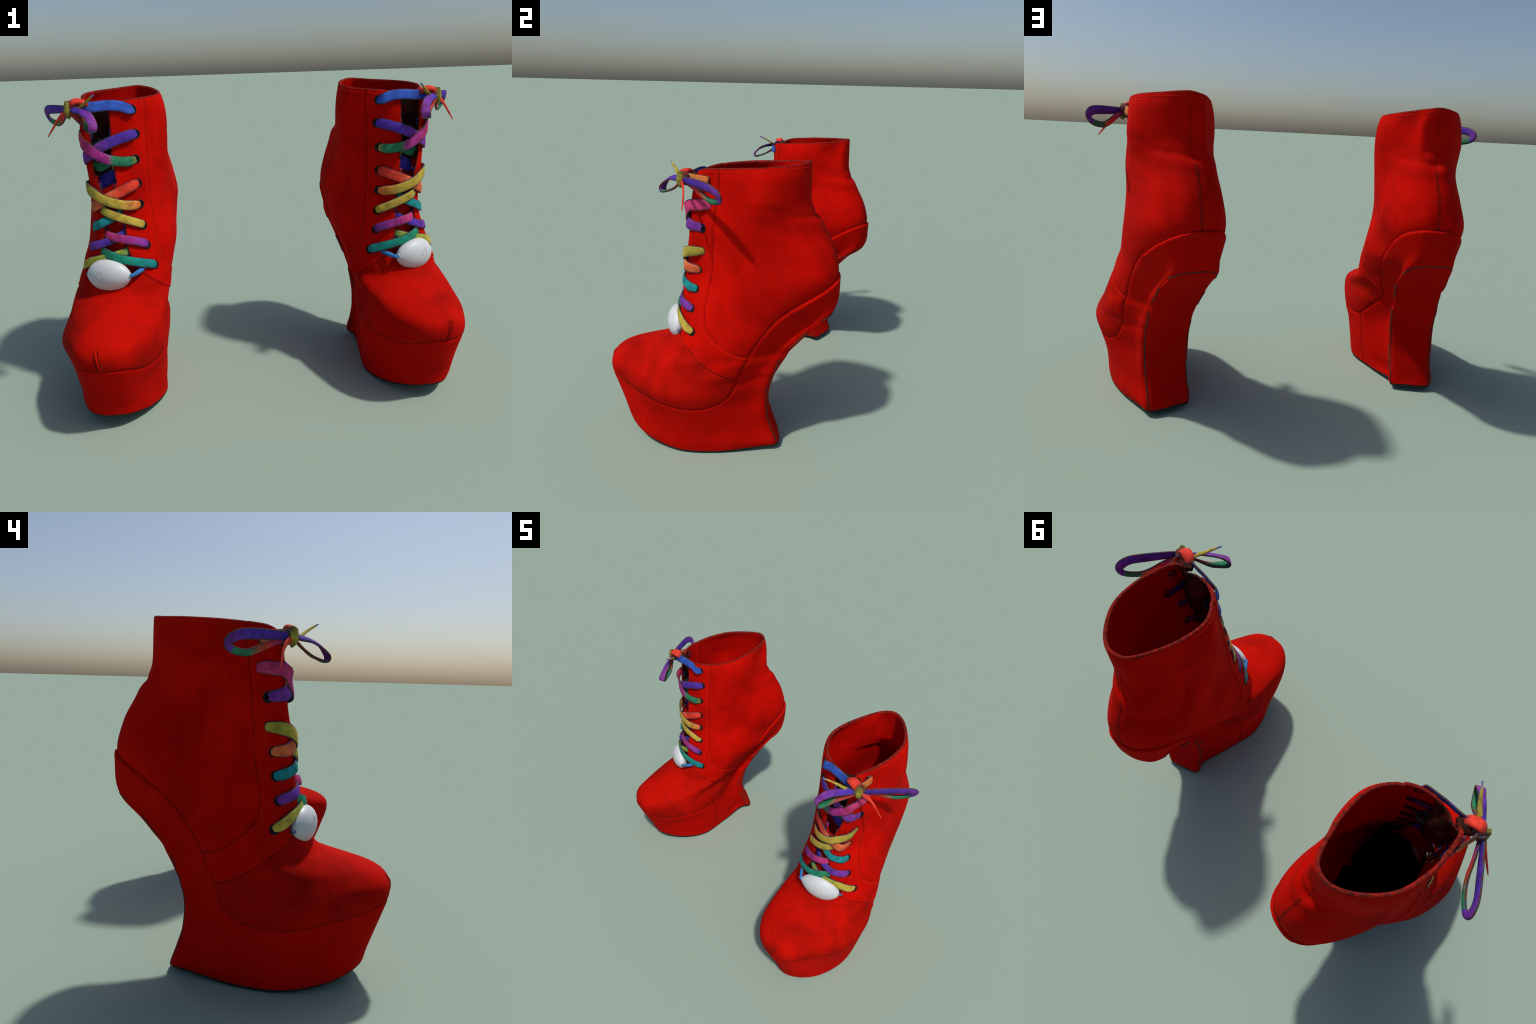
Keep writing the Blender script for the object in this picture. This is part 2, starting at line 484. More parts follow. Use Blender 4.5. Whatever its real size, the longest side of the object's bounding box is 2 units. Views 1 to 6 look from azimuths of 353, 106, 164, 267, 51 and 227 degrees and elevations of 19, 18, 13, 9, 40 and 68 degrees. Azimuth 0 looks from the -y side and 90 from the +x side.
def add_mesh(name, V, F, mat, normals=None, smooth_shade=True, kind=None, parent=None):
    """Create a child mesh; V in the boot frame, mirrored for the second boot."""
    W = world(V)
    F = [tuple(f) for f in F] if not isinstance(F, np.ndarray) else F
    if SIDE < 0:
        W = W * np.array([-1, 1, 1])
        F = F[:, ::-1] if isinstance(F, np.ndarray) else [f[::-1] for f in F]
    me = bpy.data.meshes.new(name)
    me.from_pydata(W.tolist(), [], F.tolist() if isinstance(F, np.ndarray) else F)
    if smooth_shade:
        me.polygons.foreach_set('use_smooth', np.ones(len(me.polygons), bool))
    if normals is not None:
        n = world(normals)
        if SIDE < 0:
            n = n * np.array([-1, 1, 1])
        me.normals_split_custom_set_from_vertices(n.tolist())
    me.materials.append(mat)
    me.update()
    ob = bpy.data.objects.new(name, me)
    bpy.context.scene.collection.objects.link(ob)
    ob.parent = parent or BOOT
    if kind:
        ob['kind'] = kind
    return ob


def vertex_normals(V, F):
    fn = np.cross(V[F[:, 1]] - V[F[:, 0]], V[F[:, 2]] - V[F[:, 0]])
    N = np.zeros_like(V)
    for k in range(3):
        np.add.at(N, F[:, k], fn)
    return N / np.maximum(np.linalg.norm(N, axis=1, keepdims=True), 1e-12)


def sub(V, F, N=None):
    ids, inv = np.unique(F, return_inverse=True)
    return V[ids], inv.reshape(F.shape), (None if N is None else N[ids]), ids


def sweep(P, N, width, thick, sides=12, power=2.6, closed=False):
    """Flat band with a rounded cross-section: P path, N its face normals, width/thick per point."""
    P, N = np.asarray(P, float), np.asarray(N, float)
    n = len(P)
    width = np.broadcast_to(width, n)
    thick = np.broadcast_to(thick, n)
    T = np.gradient(P, axis=0)
    T /= np.maximum(np.linalg.norm(T, axis=1, keepdims=True), 1e-9)
    S = np.cross(T, N)
    S /= np.maximum(np.linalg.norm(S, axis=1, keepdims=True), 1e-9)
    M = np.cross(S, T)
    a = np.linspace(0, 2 * np.pi, sides, endpoint=False)
    ca = np.sign(np.cos(a)) * np.abs(np.cos(a))**(2 / power)
    sa = np.sign(np.sin(a)) * np.abs(np.sin(a))**(2 / power)
    V = (P[:, None] + S[:, None] * (ca[None, :, None] * width[:, None, None] / 2) + M[:, None] * (sa[None, :, None] * thick[:, None, None] / 2)).reshape(-1, 3)
    F = []
    for i in range(n - 1):
        for j in range(sides):
            k = (j + 1) % sides
            F.append((i * sides + j, i * sides + k, (i + 1) * sides + k, (i + 1) * sides + j))
    V = np.vstack([V, P[0], P[-1]])
    c0, c1 = n * sides, n * sides + 1
    for j in range(sides):
        k = (j + 1) % sides
        F.append((c0, k, j))
        F.append((c1, (n - 1) * sides + j, (n - 1) * sides + k))
    return V, F


def join(parts):
    V, F, o = [], [], 0
    for v, f in parts:
        V.append(v)
        F += [tuple(int(i) + o for i in q) for q in f]
        o += len(v)
    return np.vstack(V), F


def tube(P, N, r, sides=6, lift=0.):
    P, N = resample(P, N, .008)
    w = np.full(len(P), 2 * r)
    w[0] = w[-1] = r * .5
    return sweep(P + N * lift, N, w, w, sides, 2.0)


def stitches(chains, length, gap, width, height, lift=.0005):
    parts = []
    for P, N in chains:
        P, N = resample(P, N, .002)
        step = .002
        k, n = int(max(2, length / step)), int((length + gap) / step)
        for i in range(2, len(P) - k - 2, n):
            seg, nn = P[i:i + k + 1:max(1, k // 3)], N[i:i + k + 1:max(1, k // 3)]
            if len(seg) < 3:
                continue
            w = np.full(len(seg), width)
            w[0] = w[-1] = width * .5
            parts.append(sweep(seg + nn * lift, nn, w, w * height / width, 6, 2.0))
    return join(parts) if parts else None


def torus(R, r, nu=28, nv=8, flat=1.):
    V, F = [], []
    for i in range(nu):
        a = 2 * math.pi * i / nu
        for j in range(nv):
            b = 2 * math.pi * j / nv
            V.append(((R + r * math.cos(b)) * math.cos(a), (R + r * math.cos(b)) * math.sin(a), r * flat * math.sin(b)))
    for i in range(nu):
        for j in range(nv):
            F.append((i * nv + j, ((i + 1) % nu) * nv + j, ((i + 1) % nu) * nv + (j + 1) % nv, i * nv + (j + 1) % nv))
    return np.array(V), F


def oriented(V, centre, n, up=(0, 0, 1)):
    n = np.asarray(n, float) / np.linalg.norm(n)
    x = np.cross(up, n)
    x /= np.linalg.norm(x)
    y = np.cross(n, x)
    return centre + V[:, :1] * x + V[:, 1:2] * y + V[:, 2:3] * n


# ------------------------------------------------------------------- outer skin
NS = 24
ROWS = np.unique(np.concatenate([[0, .011], np.linspace(.02, .30, 44), np.linspace(.30, .60, 78), np.linspace(.60, 1.3, 104), np.linspace(1.3, 1.5, 32)]))


def build_skin():
    nz = len(ROWS)
    zs = np.linspace(-.01, .2, 85)
    O = outlines(zs, NS)
    nt = O.shape[1]
    ground = pchip(ROCKER_Y, ROCKER_Z, O[..., 1].ravel()).reshape(O.shape[:2])
    above = zs[:, None] >= ground
    zlo = zs[np.argmax(above, 0)]
    zlo = np.convolve(np.r_[zlo[-6:], zlo, zlo[:6]], np.ones(13) / 13, 'valid')
    u = np.arange(nt) / nt
    zr = rim_height(u)
    Z = np.where(ROWS[:, None] < .3, zlo + (ROWS[:, None] / .3) * (.3 - zlo), ROWS[:, None])
    Z[1] = zlo + .011
    Z = np.where(ROWS[:, None] > 1.3, 1.3 + (ROWS[:, None] - 1.3) / .2 * (zr - 1.3), Z)
    XY = np.empty((nz, nt, 2))
    for i in range(nz):
        if np.ptp(Z[i]) < 1e-9:
            XY[i] = outlines(Z[i, :1], NS)[0]
        else:                                       # row at varying height
            XY[i] = outlines(Z[i], NS)[np.arange(nt), np.arange(nt)]
    V = np.concatenate([XY, Z[..., None]], -1)
    # even out the loft along the meridians
    k = np.exp(-.5 * (np.arange(-8, 9) / 2.3)**2)
    k /= k.sum()
    pad = np.concatenate([2 * V[:1] - V[8:0:-1], V, 2 * V[-1:] - V[-2:-10:-1]])
    S = sum(w * pad[i:i + nz] for i, w in enumerate(k))
    amount = (smooth(.20, .33, Z) * smooth(1.42, 1.30, Z))[..., None]
    V = (V + (S - V) * amount).reshape(-1, 3)
    idx = np.arange(nz * nt).reshape(nz, nt)
    a, b = idx[:-1], np.roll(idx, -1, 1)[:-1]
    c, d = np.roll(idx, -1, 1)[1:], idx[1:]
    flip = (np.add.outer(np.arange(nz - 1), np.arange(nt)) % 2).astype(bool)
    F1 = np.where(flip[..., None], np.stack([a, b, c], -1), np.stack([a, b, d], -1))
    F2 = np.where(flip[..., None], np.stack([a, c, d], -1), np.stack([b, c, d], -1))
    F = np.concatenate([F1.reshape(-1, 3), F2.reshape(-1, 3)])[:, ::-1]
    A = {'row': np.repeat(np.arange(nz, dtype=float), nt), 'u': np.tile(u, nz)}
    return V, F, A, nt


def skin_fields(V, A):
    yz = V[:, 1:]
    xm = V[:, 0]
    w = smooth(-.05, .05, xm)
    blend = lambda L, M: side_distance(yz, dense(L)) * (1 - w) + side_distance(yz, dense(M)) * w
    A['sole'] = blend(SOLE_LAT, SOLE_MED)
    A['facing'] = blend(FACING_LAT, FACING_MED)
    A['vamp'] = blend(VAMP_LAT, VAMP_MED)
    z = V[:, 2]
    xl, xmed = np.interp(z, OPEN_LAT[:, 0], OPEN_LAT[:, 1]), np.interp(z, OPEN_MED[:, 0], OPEN_MED[:, 1])
    hole = np.minimum(np.minimum(xm - xl, xmed - xm), z - np.interp(xm, [-.16, -.12, -.05, .03, .07, .10], [.645, .613, .602, .622, .648, .664]))
    frontish = (A['u'] < .2) | (A['u'] > .8)
    A['open'] = np.where(frontish, hole, -.1)
    # heel panel on the back of the wedge, outline in rear projection (x, z)
    A['panel'] = np.minimum(-side_distance(V[:, [0, 2]], dense(PANEL)), np.minimum(.611 - A['u'], A['u'] - .398) * 2)
    A['wall'] = V[:, 1] - (-.058 - .06 * (z - .17) + .004 * np.sin(z * 40))      # seam on the medial platform wall
    A['back'] = V[:, 0] - .019
    # wrinkles at the ankle and general unevenness, as displacement along the normal
    x, y = V[:, 0], V[:, 1]
    g = lambda d, s: np.exp(-(d / s)**2)
    dis = np.zeros(len(V))
    rear = smooth(.2, .36, y)
    dimple = np.hypot((x - .012) / 1.1, z - 1.222)
    dis -= .007 * g(dimple, .028) * rear
    crease = lambda z0, sl, s: g(z - (z0 + sl * np.abs(x - .012)), s)
    dis -= .0040 * crease(1.222, .10, .014) * rear * smooth(.21, .05, np.abs(x))
    dis += .0035 * crease(1.185, .10, .028) * rear * smooth(.2, .04, np.abs(x))
    dis -= .0030 * crease(1.30, -.55, .020) * rear * smooth(.2, .08, np.abs(x)) * (x > 0)
    dis -= .0015 * crease(1.205, .35, .018) * smooth(-.02, .15, y) * (np.abs(x) > .1)
    up = smooth(.36, .45, z)
    dis += up * .0014 * (np.sin(7 * y + 9 * z + 3 * x) * np.sin(11 * z - 8 * x + 1.3) + .6 * np.sin(19 * y - 13 * z + 2) * np.sin(15 * x + 4))
    A['disp'] = dis


def build_boot(side):
    global SIDE, BOOT
    SIDE = side
    BOOT = bpy.data.objects.new('platform_ankle_boot', None)
    bpy.context.scene.collection.objects.link(BOOT)
    BOOT.location = (CX * side, CY, 0)
    BOOT['label'] = 'red suede lace-up platform ankle boot with rainbow laces'
    BOOT['category'] = 'ankle boot'

    V, F, A = SKIN['V'], SKIN['F'], SKIN['A']
    N, label = SKIN['N'], SKIN['label']
    names = {'sole': RED_SOLE, 'heel_panel': RED_PANEL, 'vamp': RED_VAMP, 'facing': RED, 'quarter': RED}
    for nm, mat in names.items():
        v, f, n, _ = sub(V, F[label == nm], N)
        add_mesh(nm, v, f, mat, n)

    # ---- outsole: rubber rim and bottom
    v, f, n, ids = sub(V, F[label == 'outsole'], N)
    nt = SKIN['nt']
    v = v - n * .0015
    ring = np.searchsorted(ids, np.arange(nt))
    B = v[ring]
    parts_v, parts_f = [v], [tuple(q) for q in f]
    half, across = nt // 2, 10
    base = len(v)
    grid = []
    for k in range(0, half + 1):
        a, b = B[k], B[(nt - k) % nt]
        t = np.linspace(0, 1, across)[:, None]
        row = a + (b - a) * t
        row[1:-1, 2] = pchip(ROCKER_Y, ROCKER_Z, row[1:-1, 1]) + .0005
        grid.append(row)
    grid = np.array(grid)
    parts_v.append(grid.reshape(-1, 3))
    for k in range(half):
        for j in range(across - 1):
            q = base + k * across + j
            parts_f.append((q, q + across, q + across + 1, q + 1))
    o = add_mesh('outsole', np.vstack(parts_v), parts_f, RUBBER, smooth_shade=False)

    # ---- lining: inner skin, with a bound edge joining it to the outer pieces
    up = F[np.isin(label, ['vamp', 'facing', 'quarter'])]
    v, f, n, ids = sub(V, up, N)
    depth = np.interp(A['rimdist'][ids], [0, .025, .12], [.016, .011, .004])[:, None]
    inner = v - n * depth
    add_mesh('lining', inner, f[:, ::-1], LINING, -n)
    E = np.concatenate([f[:, [0, 1]], f[:, [1, 2]], f[:, [2, 0]]])
    key = np.sort(E, 1)
    _, first, cnt = np.unique(key, axis=0, return_index=True, return_counts=True)
    E = E[first[cnt == 1]]
    E = E[~(np.abs(A['sole'][ids][E]).max(1) < 1e-6)]
    eid, einv = np.unique(E, return_inverse=True)
    einv = einv.reshape(E.shape)
    # outward direction in the skin, at each border vertex
    m = len(eid)
    rise = np.zeros((m, 3))
    for a, b in ((0, 1),):
        tvec = v[E[:, 1]] - v[E[:, 0]]
        out = np.cross(tvec, n[E[:, 0]])
        np.add.at(rise, einv[:, 0], out)
        np.add.at(rise, einv[:, 1], out)
    rise /= np.maximum(np.linalg.norm(rise, axis=1, keepdims=True), 1e-9)
    ring_v, layers = [], [(0., .0003), (.12, .0035), (.35, .0065), (.65, .0065), (.88, .0035), (1., .0003)]
    for d, r in layers:
        ring_v.append(v[eid] - n[eid] * depth[eid] * d + rise * r)
    EF = []
    for l in range(len(layers) - 1):
        for a, b in einv:
            EF.append((l * m + b, l * m + a, (l + 1) * m + a, (l + 1) * m + b))
    add_mesh('edge_binding', np.vstack(ring_v), EF, EDGE)

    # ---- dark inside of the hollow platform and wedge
    under = np.isin(label, ['sole', 'heel_panel'])
    heel = (V[F][:, :, 1].mean(1) > .12) & (V[F][:, :, 2].mean(1) > .52)
    for nm, mask, mat in (('insole', under & ~heel, INSIDE_BLACK), ('heel_lining', under & heel, LINING)):
        v, f, n, ids = sub(V, F[mask], N)
        add_mesh(nm, v - n * .006, f[:, ::-1], mat, -n)

    # ---- tongue: padded sheet behind the lace opening
    def tongue_point(x, z, back):
        return on_front(x, z, -back)
    TG, nx, nzt = [], 15, 34
    for back_extra in (0., .012):
        for i in range(nzt):
            s = i / (nzt - 1)
            z = .565 + s * (1.045 - .565)
            a = np.interp(z, OPEN_LAT[:, 0], OPEN_LAT[:, 1]) - .030
            b = np.interp(z, OPEN_MED[:, 0], OPEN_MED[:, 1]) + .030
            bk = np.interp(z, [.56, .66, .76, .9, .97, 1.05], [.028, .032, .024, .020, .012, .012])
            for j in range(nx):
                t = j / (nx - 1)
                x = a + (b - a) * t
                dip = .030 * smooth(.85, 1, s) * (1 - (2 * t - 1)**2)
                TG.append(tongue_point(x, z - dip, max(bk, .017 if (t < .16 or t > .84) else 0) + back_extra + .003 * math.sin(9 * z * 3 + 5 * t)))
    TF = []
    for l, rev in ((0, False), (nx * nzt, True)):
        for i in range(nzt - 1):
            for j in range(nx - 1):
                q = l + i * nx + j
                f4 = (q, q + 1, q + nx + 1, q + nx)
                TF.append(f4[::-1] if rev else f4)
    k = nx * nzt
    for j in range(nx - 1):
        q = (nzt - 1) * nx + j
        TF.append((q, q + 1, q + 1 + k, q + k))
    add_mesh('tongue', np.array(TG), TF, TONGUE)
    # dark mottled sheet closing the upper part of the opening
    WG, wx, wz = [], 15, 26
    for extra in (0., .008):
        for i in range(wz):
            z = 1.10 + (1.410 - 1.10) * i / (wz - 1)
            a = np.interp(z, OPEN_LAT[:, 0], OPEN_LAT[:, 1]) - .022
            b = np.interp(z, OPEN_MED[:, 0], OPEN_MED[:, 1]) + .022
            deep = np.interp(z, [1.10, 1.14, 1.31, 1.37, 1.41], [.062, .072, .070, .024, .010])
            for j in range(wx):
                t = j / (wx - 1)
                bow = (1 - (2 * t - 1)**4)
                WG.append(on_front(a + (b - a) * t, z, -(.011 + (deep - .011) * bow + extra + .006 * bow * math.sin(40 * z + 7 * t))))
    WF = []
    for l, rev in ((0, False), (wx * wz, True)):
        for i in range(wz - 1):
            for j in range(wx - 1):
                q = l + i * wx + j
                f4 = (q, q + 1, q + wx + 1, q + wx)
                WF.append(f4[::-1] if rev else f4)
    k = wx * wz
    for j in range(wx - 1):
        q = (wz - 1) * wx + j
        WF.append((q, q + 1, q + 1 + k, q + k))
    add_mesh('inner_web', np.array(WG), WF, DARK_MOTTLE)

    # ---- seams, welts and threads following the iso-lines of the cuts
    upper = np.isin(label, ['vamp', 'facing', 'quarter'])
    nearsole = np.abs(A['sole'])
    def lines(mask, field):
        return isolines(V, N, F[mask], field)
    solid = label != 'removed'
    parts = [tube(P, n, .0020, 6, -.0002) for P, n in lines(solid, A['sole'] + 1e-5)]
    parts += [tube(P, n, .0017, 6, -.0002) for P, n in lines(upper, A['facing'] - 1e-5)]
    parts += [tube(P, n, .0019, 6, -.0002) for P, n in lines(np.isin(label, ['vamp', 'facing']), A['vamp'] + 1e-5)]
    medial_wall = (label == 'sole') & (V[F[:, 0], 0] > .05) & (V[F[:, 0], 2] < .33)
    parts += [tube(P, n, .0018, 6, 0.) for P, n in lines(medial_wall, A['wall'])]
    vv, ff = join(parts)
    add_mesh('seam', vv, ff, SEAM, kind='stuff')
    fu = A['u'][F]
    welt_chain = lines(np.isin(label, ['sole', 'heel_panel']) & (fu.min(1) > .400) & (fu.max(1) < .608), A['panel'] + 1e-5)
    vv, ff = join([tube(P, n, .0032, 8, .0005) for P, n in welt_chain])
    add_mesh('heel_welt', vv, ff, WELT, kind='stuff')

    red = []
    for st in (stitches(lines((label == 'facing'), A['facing'] + .012), .009, .007, .0032, .0022),
               stitches(lines(upper, (A['rimdist'] - .014)), .009, .006, .0036, .0026),
               stitches(lines((label == 'facing'), A['vamp'] - .010), .008, .007, .0028, .002),
               stitches(lines((label == 'facing'), A['open'] + .010), .007, .007, .0028, .002)):
        if st:
            red.append(st)
    vv, ff = join(red)
    add_mesh('stitching', vv, ff, STITCH, kind='stuff')
    backface = (label == 'quarter') & (V[F[:, 0], 1] > .3)
    dark = []
    chain = lines(backface & (V[F[:, 0], 2] < 1.20), A['back'])
    dark.append(stitches(chain, .010, .006, .006, .003))
    chain2 = lines(backface & (V[F[:, 0], 2] < 1.43), A['back'] + .009)
    dark += [tube(P, n, .0011, 6, -.0004) for P, n in chain2]
    vv, ff = join([d for d in dark if d])
    add_mesh('back_seam', vv, ff, DARK_STITCH, kind='stuff')

    # ---- raised toe stitch
    zz = np.linspace(.357, .450, 24)
    path = []
    for z in zz:
        x = np.interp(z, [.357, .466], [-.004, -.025])
        path.append(on_front(x, z, -.0005))
    path = np.array(path)
    nn = np.array([front_normal(np.interp(z, [.357, .466], [-.004, -.025]), z) for z in zz])
    taper = np.sin(np.linspace(.25, np.pi - .25, 24))**.4
    vv, ff = sweep(path, nn, .0130 * taper, .010 * taper, 10, 2.0)
    add_mesh('toe_ridge', vv, ff, RED_VAMP)
    sd = np.cross(np.gradient(path, axis=0), nn)
    sd /= np.linalg.norm(sd, axis=1, keepdims=True)
    vv, ff = join([tube(path + sd * s * .0098, nn, .0034, 6, -.001) for s in (-1, 1)])
    add_mesh('toe_ridge_seam', vv, ff, SEAM, kind='stuff')

    # ---- eyelets
    for (x, z) in EYELETS:
        n = front_normal(x, z)
        c = on_front(x, z, .0016)
        v1, f1 = torus(.0182, .0040, 28, 8, .6)
        ring = add_mesh('eyelet', oriented(v1, c, n), f1, METAL)
        a = np.linspace(0, 2 * np.pi, 24, endpoint=False)
        disc = np.concatenate([np.stack([.0180 * np.cos(a), .0180 * np.sin(a), 0 * a + .0012], 1), [[0, 0, .0030]]])
        add_mesh('eyelet_hole', oriented(disc, c, n), [(i, (i + 1) % 24, 24) for i in range(24)], HOLE, parent=ring)
        v1, f1 = torus(.0150, .0035, 20, 6, .6)
        add_mesh('eyelet_back', oriented(v1, on_front(x, z, -.009), n), f1, METAL, parent=ring)

    build_laces()
    build_inner_laces()
    build_bow()
    build_clip()


EYELETS = [(.098, 1.385), (-.132, 1.391), (.103, 1.279), (-.146, 1.280), (.095, 1.166), (-.140, 1.169), (.097, 1.058), (-.127, 1.055),
           (.099, .962), (-.114, .955), (.108, .863), (-.123, .859), (.122, .773), (-.148, .765), (.152, .673), (-.197, .662)]

# dye colours of the rainbow lace
BLUE, DEEP, VIOLET = (.045, .13, .62), (.045, .03, .36), (.10, .035, .42)
PURPLE, MAGENTA, PINK = (.22, .04, .36), (.46, .035, .27), (.66, .05, .17)
CORAL, SALMON, ORANGE = (.86, .055, .028), (.84, .17, .055), (.78, .30, .06)
YELLOW, OLIVE, LIME = (.62, .44, .06), (.42, .36, .045), (.36, .46, .055)
GREEN, JADE, TEAL = (.03, .24, .11), (.012, .30, .19), (.012, .30, .31)
DUSK = (.02, .02, .05)

# strands: material stops from lateral to medial, then points (x, z, height over the skin)
STRANDS = [
    ([(0, DEEP), (.35, VIOLET), (.8, VIOLET), (1, DEEP)][:0] + [(0, PURPLE), (.3, PURPLE), (.55, VIOLET), (1, VIOLET)], .040,
     [(.103, 1.279, -.004), (.082, 1.276, .009), (.04, 1.264, .008), (-.02, 1.240, .006), (-.08, 1.208, .007), (-.115, 1.182, .010), (-.140, 1.169, -.004)]),
    ([(0, PINK), (.3, MAGENTA), (.5, MAGENTA), (.60, GREEN), (.9, GREEN), (1, OLIVE)], .038,
     [(-.146, 1.280, -.004), (-.139, 1.281, .009), (-.120, 1.268, .017), (-.092, 1.226, .018), (-.03, 1.182, .015), (.03, 1.163, .013), (.07, 1.161, .009), (.095, 1.166, -.004)]),
    ([(0, SALMON), (.35, SALMON), (.6, CORAL), (1, CORAL)], .040,
     [(.097, 1.058, -.004), (.078, 1.052, .009), (.035, 1.033, .010), (-.02, 1.008, .008), (-.07, .980, .009), (-.098, .963, .010), (-.114, .955, -.004)]),
    ([(0, OLIVE), (.2, YELLOW), (.6, YELLOW), (.85, ORANGE), (1, SALMON)], .039,
     [(-.127, 1.055, -.004), (-.116, 1.050, .013), (-.085, 1.030, .015), (-.04, .999, .016), (.02, .973, .014), (.072, .962, .010), (.099, .962, -.004)]),
    ([(0, OLIVE), (.4, YELLOW), (1, YELLOW)], .034,
     [(.108, .863, -.004), (.098, .872, .009), (.065, .889, .011), (.02, .912, .012), (-.03, .938, .009), (-.058, .955, .001)]),
    ([(0, TEAL), (.6, TEAL), (1, JADE)], .034,
     [(-.123, .859, -.004), (-.108, .866, .009), (-.07, .886, .010), (-.03, .908, .002), (.005, .925, -.006), (.03, .94, -.014)]),
    ([(0, PINK), (.5, MAGENTA), (1, PURPLE)], .034,
     [(.122, .773, -.004), (.11, .783, .009), (.07, .802, .011), (.02, .820, .009), (-.03, .832, .0), (-.062, .842, -.014)]),
    ([(0, PURPLE), (.5, VIOLET), (1, DEEP)], .031,
     [(-.148, .765, -.004), (-.132, .772, .009), (-.09, .788, .010), (-.045, .806, .001), (.0, .825, -.010), (.04, .845, -.018)]),
    ([(0, GREEN), (.4, JADE), (1, TEAL)], .036,
     [(.152, .673, -.004), (.136, .683, .010), (.085, .706, .012), (.02, .730, .014), (-.04, .751, .010), (-.082, .762, -.006)]),
    ([(0, YELLOW), (.5, LIME), (.8, LIME), (1, GREEN)], .031,
     [(-.197, .662, -.004), (-.178, .675, .009), (-.135, .702, .012), (-.08, .726, .009), (-.02, .742, .004), (.03, .756, -.010), (.062, .768, -.018)]),
    # pieces seen deep in the opening
    ([(0, DEEP), (1, DEEP)], .052, [(-.12, 1.060, -.045), (-.08, 1.072, -.055), (-.02, 1.095, -.055), (.05, 1.12, -.045)]),
    ([(0, GREEN), (1, GREEN)], .034, [(-.12, 1.150, -.030), (-.07, 1.142, -.040), (.00, 1.165, -.040), (.06, 1.18, -.03)]),
    ([(0, DUSK), (.4, (.01, .06, .07)), (1, DUSK)], .040, [(-.12, 1.23, -.035), (-.07, 1.245, -.045), (-.02, 1.25, -.045), (.05, 1.28, -.035)]),
]


def spline(P, n):
    return dense(np.asarray(P, float), n)


def strand(P, n0, w, t, stops, axis=0, name='lace', sides=14):
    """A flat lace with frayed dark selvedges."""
    v, f = sweep(P, n0, w, t, sides, 2.8)
    ob = lace(v, f, stops, axis, name)
    P, n0 = np.asarray(P), np.broadcast_to(n0, np.shape(P))
    T = np.gradient(P, axis=0)
    S = np.cross(T, n0)
    S /= np.maximum(np.linalg.norm(S, axis=1, keepdims=True), 1e-9)
    w = np.broadcast_to(w, len(P))[:, None]
    r = np.broadcast_to(np.asarray(t) * .62, len(P)).copy()
    r[0] = r[-1] = .001
    v, f = join([sweep(P + S * w * .5 * sg, n0, r * .55, r, 8, 2.0) for sg in (-.97, .97)])
    add_mesh('selvedge', v, f, FRAY, parent=ob)


def build_laces():
    for stops, width, pts in STRANDS:
        width *= 1.16
        pts = [(x + (.006 if x > 0 else (-.001 if z > 1.2 else -.0045)), z, -.003) if o == -.004 else (x, z, o) for x, z, o in pts]
        P = spline([on_front(x, z, o) for x, z, o in pts], 34)
        n0 = spline([front_normal(x, z, .03) for x, z, o in pts], 34)
        w = width * np.interp(P[:, 0], [-.14, -.06, .1], [1.18, 1.0, .98])
        if pts[0][2] == -.003:
            w[:6] *= np.linspace(.66, 1, 6)
        if pts[-1][2] == -.003:
            w[-6:] *= np.linspace(1, .66, 6)
        strand(P, n0, w, .012, stops)


def build_inner_laces():
    for i, (x, z) in enumerate(EYELETS[2:13]):
        edge = np.interp(z, OPEN_LAT[:, 0], OPEN_LAT[:, 1]) if x < 0 else np.interp(z, OPEN_MED[:, 0], OPEN_MED[:, 1])
        dz = .022 * math.sin(2.3 * i + .7)
        pts = [(x, z, -.008), (x + .25 * (edge - x), z + .2 * dz, -.012), (x + .7 * (edge - x), z + .7 * dz, -.013), (edge - .01 * np.sign(x), z + dz, -.014)]
        P = spline([on_front(*q) for q in pts], 16)
        n0 = spline([front_normal(q[0], q[1], .03) for q in pts], 16)
        strand(P, n0, np.linspace(.030, .042, 16), .007, [(0, c) for c in (PURPLE, DEEP, OLIVE, VIOLET, MAGENTA)][i % 5:i % 5 + 1] + [(1, DUSK)])


LACE_CACHE = {}


def lace(v, f, stops, axis=0, name='lace'):
    key = (str(stops), axis, SIDE)
    if key not in LACE_CACHE:
        LACE_CACHE[key] = lace_material('dyed_lace', stops, axis, SIDE < 0 and axis == 0)
    return add_mesh(name, v, f, LACE_CACHE[key])


def band(points, widths, width, thick, n=40):
    """Free lace: points and the direction across the band at each of them."""
    P, W = spline(points, n), spline(widths, n)
    T = np.gradient(P, axis=0)
    return P, np.cross(W, T), width, thick


